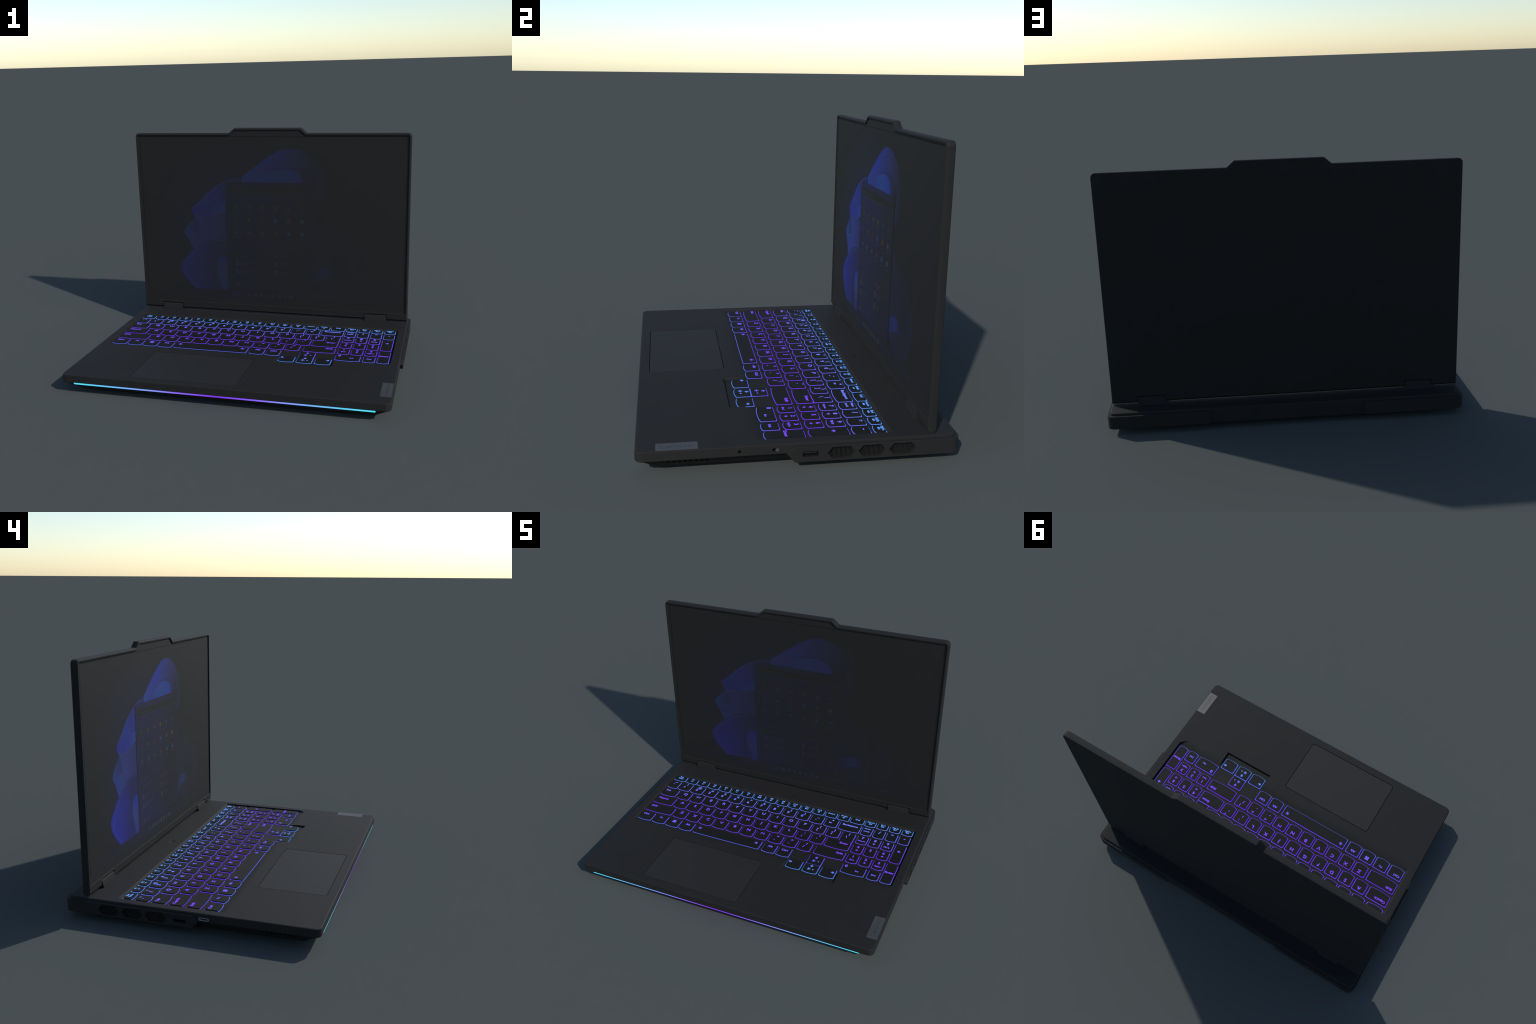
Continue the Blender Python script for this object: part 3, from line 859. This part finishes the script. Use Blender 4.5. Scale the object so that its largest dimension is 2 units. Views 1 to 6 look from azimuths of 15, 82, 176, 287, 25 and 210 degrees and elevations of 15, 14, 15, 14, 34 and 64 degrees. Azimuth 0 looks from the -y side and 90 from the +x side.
L4 = [(-0.154, 1.104), (-0.046, 1.179), (0.066, 1.229), (0.175, 1.251), (0.255, 1.241), (0.325, 1.205), (0.358, 1.150), (0.365, 1.08), (0.350, 1.00)]
RI = [(-0.126, 1.105), (-0.046, 1.157), (0.065, 1.204), (0.174, 1.219), (0.260, 1.207), (0.319, 1.168), (0.346, 1.115), (0.343, 1.072), (0.324, 1.007)]
RI2 = [(-0.103, 1.105), (-0.018, 1.163), (0.065, 1.186), (0.130, 1.193), (0.195, 1.177), (0.233, 1.140), (0.242, 1.090)]
RI3 = [(-0.084, 1.103), (-0.019, 1.142), (0.042, 1.159), (0.092, 1.157), (0.140, 1.133), (0.167, 1.090)]
for pts, mat in [(L2, M_RIB_A), (L4, M_RIB_A), (RI, M_RIB_A2), (RI2, M_RIB_A3), (RI3, M_RIB_A3)]:
    sheet("picture_ribbon", open_curve(pts) + [(0.2, 0.98), (-0.1, 0.98)], mat)
    line("picture_ribbon_edge", pts, 0.0028, M_LINE)
line("picture_ribbon_edge", L3, 0.0025, M_LINE)
line("picture_ribbon_edge", [(-0.14, 1.105), (-0.046, 1.170), (0.066, 1.218), (0.175, 1.238), (0.26, 1.228)], 0.0025, M_LINE)
# left cluster
R2 = [(-0.195, 1.140), (-0.238, 1.133), (-0.307, 1.110), (-0.377, 1.076), (-0.448, 1.025), (-0.509, 0.967), (-0.552, 0.928)]
sheet("picture_ribbon", open_curve(R2) + [(-0.50, 0.88), (-0.30, 0.88), (-0.19, 1.0)], M_RIB_B)
line("picture_ribbon_edge", [(-0.210, 1.120), (-0.284, 1.113), (-0.359, 1.076), (-0.437, 1.019), (-0.501, 0.956)], 0.003, M_LINE)
line("picture_ribbon_edge", [(-0.32, 1.07), (-0.358, 1.03), (-0.35, 0.99), (-0.322, 0.975)], 0.0025, M_LINE)
line("picture_ribbon_edge", [(-0.415, 0.980), (-0.370, 0.965), (-0.353, 0.946)], 0.0025, M_LINE)
line("picture_ribbon_edge", [(-0.498, 0.956), (-0.440, 0.960), (-0.385, 0.938)], 0.0025, M_LINE)
sheet("picture_ribbon", [(-0.561, 0.856), (-0.325, 0.900), (-0.325, 0.817), (-0.396, 0.788), (-0.505, 0.700), (-0.546, 0.813)], M_RIB_D)
sheet("picture_ribbon", open_curve([(-0.548, 0.845), (-0.595, 0.799), (-0.632, 0.757), (-0.647, 0.726), (-0.631, 0.711)]) + [(-0.60, 0.690), (-0.505, 0.700)], M_RIB_E)
sheet("picture_ribbon", open_curve([(-0.552, 0.927), (-0.577, 0.909), (-0.582, 0.889), (-0.567, 0.858), (-0.515, 0.843), (-0.444, 0.845), (-0.373, 0.869), (-0.322, 0.887)]) + [(-0.322, 0.949), (-0.394, 0.931), (-0.464, 0.932)], M_RIB_C)
line("picture_ribbon_edge", [(-0.567, 0.858), (-0.515, 0.843), (-0.444, 0.845), (-0.373, 0.869), (-0.322, 0.887)], 0.003, M_LINE)
F3 = [(-0.644, 0.716), (-0.599, 0.711), (-0.522, 0.734), (-0.410, 0.778), (-0.325, 0.817)]
sheet("picture_ribbon", open_curve(F3) + [(-0.322, 0.684), (-0.400, 0.60), (-0.577, 0.585), (-0.602, 0.650), (-0.625, 0.690)], M_RIB_D)
line("picture_ribbon_edge", F3, 0.003, M_LINE)
F4 = [(-0.322, 0.684), (-0.373, 0.684), (-0.463, 0.662), (-0.577, 0.593), (-0.644, 0.532), (-0.682, 0.483), (-0.689, 0.448), (-0.672, 0.400), (-0.625, 0.339), (-0.578, 0.2935)]
sheet("picture_ribbon", open_curve(F4) + [(-0.322, 0.2935)], M_RIB_F)
line("picture_ribbon_edge", [(-0.322, 0.669), (-0.380, 0.668), (-0.463, 0.642), (-0.570, 0.575), (-0.630, 0.515), (-0.655, 0.450), (-0.635, 0.385), (-0.55, 0.295)], 0.0028, M_LINE)
sheet("picture_ribbon", open_curve([(-0.322, 0.539), (-0.365, 0.541), (-0.394, 0.509), (-0.404, 0.461), (-0.394, 0.400), (-0.360, 0.2935)]) + [(-0.322, 0.2935)], M_RIB_G)
line("picture_ribbon_edge", [(-0.322, 0.40), (-0.348, 0.37), (-0.350, 0.33), (-0.338, 0.2935)], 0.003, M_LINE)
# lower task row and menu sheet
sheet("task_row", [(-XS, ZS0), (XS, ZS0), (XS, 0.2932), (-XS, 0.2932)], M_TASK)
line("picture_ribbon_edge", [(-0.019, 0.303), (0.115, 0.304), (0.214, 0.289), (0.312, 0.295), (0.390, 0.323)], 0.006, M_RIB_H)
menu = sheet("menu_panel", rrect(-0.322, 0.316, 0.312, 1.1005, 0.006, 3), M_MENU)
sheet("menu_search_field", rrect(-0.292, 0.284, 1.024, 1.066, 0.004, 3), M_FIELD)
sheet("menu_rule", [(-0.292, 1.0225), (0.284, 1.0225), (0.284, 1.0255), (-0.292, 1.0255)], M_TEXT)

def screen_text(body, x, z, size, align="LEFT"):
    bm = bmesh.new()
    y = depth_of("menu_text_mark")
    text_bm(bm, body, 0, 0, size, 0, bold=0.0, align=align, depth=0.00001,
            place=Matrix.Translation((x, y, z)) @ Matrix.Rotation(math.pi / 2, 4, "X"))
    add("menu_text", bm, M_TEXT, screen, smooth=20)
screen_text("Type here to search", -0.253, 1.044, 0.021)
screen_text("Pinned", -0.262, 0.978, 0.020)
screen_text("All apps", 0.25, 0.978, 0.017, "RIGHT")
screen_text("Recommended", -0.262, 0.618, 0.019)
screen_text("More", 0.25, 0.618, 0.017, "RIGHT")
sheet("menu_lens_mark", disc(-0.268, 1.046, 0.0065, 16), M_TEXT)

ICON_COL = [[(40, 90, 40), (110, 80, 30), (120, 70, 50), (130, 90, 35), (50, 80, 140), (50, 70, 130)],
            [(70, 45, 150), (40, 120, 45), (110, 45, 25), (50, 110, 160), (150, 80, 40), (110, 115, 120)],
            [(40, 100, 140), (60, 90, 140), (60, 110, 40), (140, 70, 30), (40, 110, 160), (40, 110, 160)]]
inks = {}
def icon_ink(c):
    if c not in inks:
        l = tuple(0.5 * v for v in lin(c)[:3])
        inks[c] = ink("icon_ink", [(0.0, l), (1.0, tuple(v * 0.85 for v in l))], math.pi / 2, 0.2, 1.0, (0, 0), metal=0.5)
    return inks[c]
for r, zc in enumerate((0.9175, 0.826, 0.733)):
    for cidx in range(6):
        xc = -0.246 + cidx * 0.0970
        col = ICON_COL[r][cidx]
        round_icon = (r, cidx) in ((1, 1), (2, 0), (2, 2), (2, 3), (0, 5))
        half = 0.0155
        poly = disc(xc, zc, half, 20) if round_icon else rrect(xc - half, xc + half, zc - half, zc + half, 0.005, 3)
        sheet("app_icon", poly, icon_ink(col))
        # inner mark, lighter
        sheet("app_icon_mark", rrect(xc - 0.006, xc + 0.006, zc - 0.004, zc + 0.007, 0.003, 2), icon_ink(tuple(min(255, int(v * 1.25 + 18)) for v in col)))
        wlab = 0.012 + 0.016 * random.random()
        sheet("app_caption", rrect(xc - wlab, xc + wlab, zc - 0.036, zc - 0.031, 0.001, 1), M_TEXT)
for xc, zs_ in ((-0.246, (0.563, 0.502, 0.440)), (0.044, (0.564, 0.507, 0.442))):
    for k, zc in enumerate(zs_):
        col = [(70, 70, 50), (70, 95, 140), (110, 70, 70)][k] if xc < 0 else [(140, 50, 55), (140, 50, 55), (60, 100, 95)][k]
        sheet("file_icon", rrect(xc - 0.011, xc + 0.011, zc - 0.016, zc + 0.016, 0.002, 2), icon_ink((120, 125, 130) if k else col))
        sheet("file_icon_mark", rrect(xc - 0.010, xc + 0.010, zc - 0.008, zc + 0.006, 0.002, 2), icon_ink(col))
        for dz, wl in ((0.008, 0.05 + 0.09 * random.random()), (-0.008, 0.04 + 0.05 * random.random())):
            sheet("file_caption", rrect(xc + 0.027, xc + 0.027 + wl, zc + dz - 0.0025, zc + dz + 0.0025, 0.001, 1), M_TEXT)
sheet("account_icon", disc(-0.243, 0.342, 0.016, 20), icon_ink((110, 85, 60)))
sheet("file_caption", rrect(-0.21, -0.145, 0.339, 0.345, 0.001, 1), M_TEXT)
for k, col in enumerate([(40, 100, 160), (110, 110, 125), (110, 110, 110), (60, 115, 130), (110, 115, 140), (150, 125, 50), (50, 115, 130), (130, 125, 120)]):
    xc = -0.160 + k * 0.0446
    sheet("task_icon", rrect(xc - 0.0125, xc + 0.0125, 0.2535, 0.2785, 0.003, 3), icon_ink(tuple(int(v * 0.85) for v in col)))
sheet("clock_text", rrect(0.625, 0.672, 0.2675, 0.2715, 0.001, 1), M_TEXT)
for k in range(5):
    sheet("clock_text", rrect(0.70 + k * 0.043, 0.726 + k * 0.043, 0.262, 0.2665, 0.001, 1), M_FIELD)

for ob in list(S.objects):
    if ob.type == "MESH":
        weight_normals(ob)
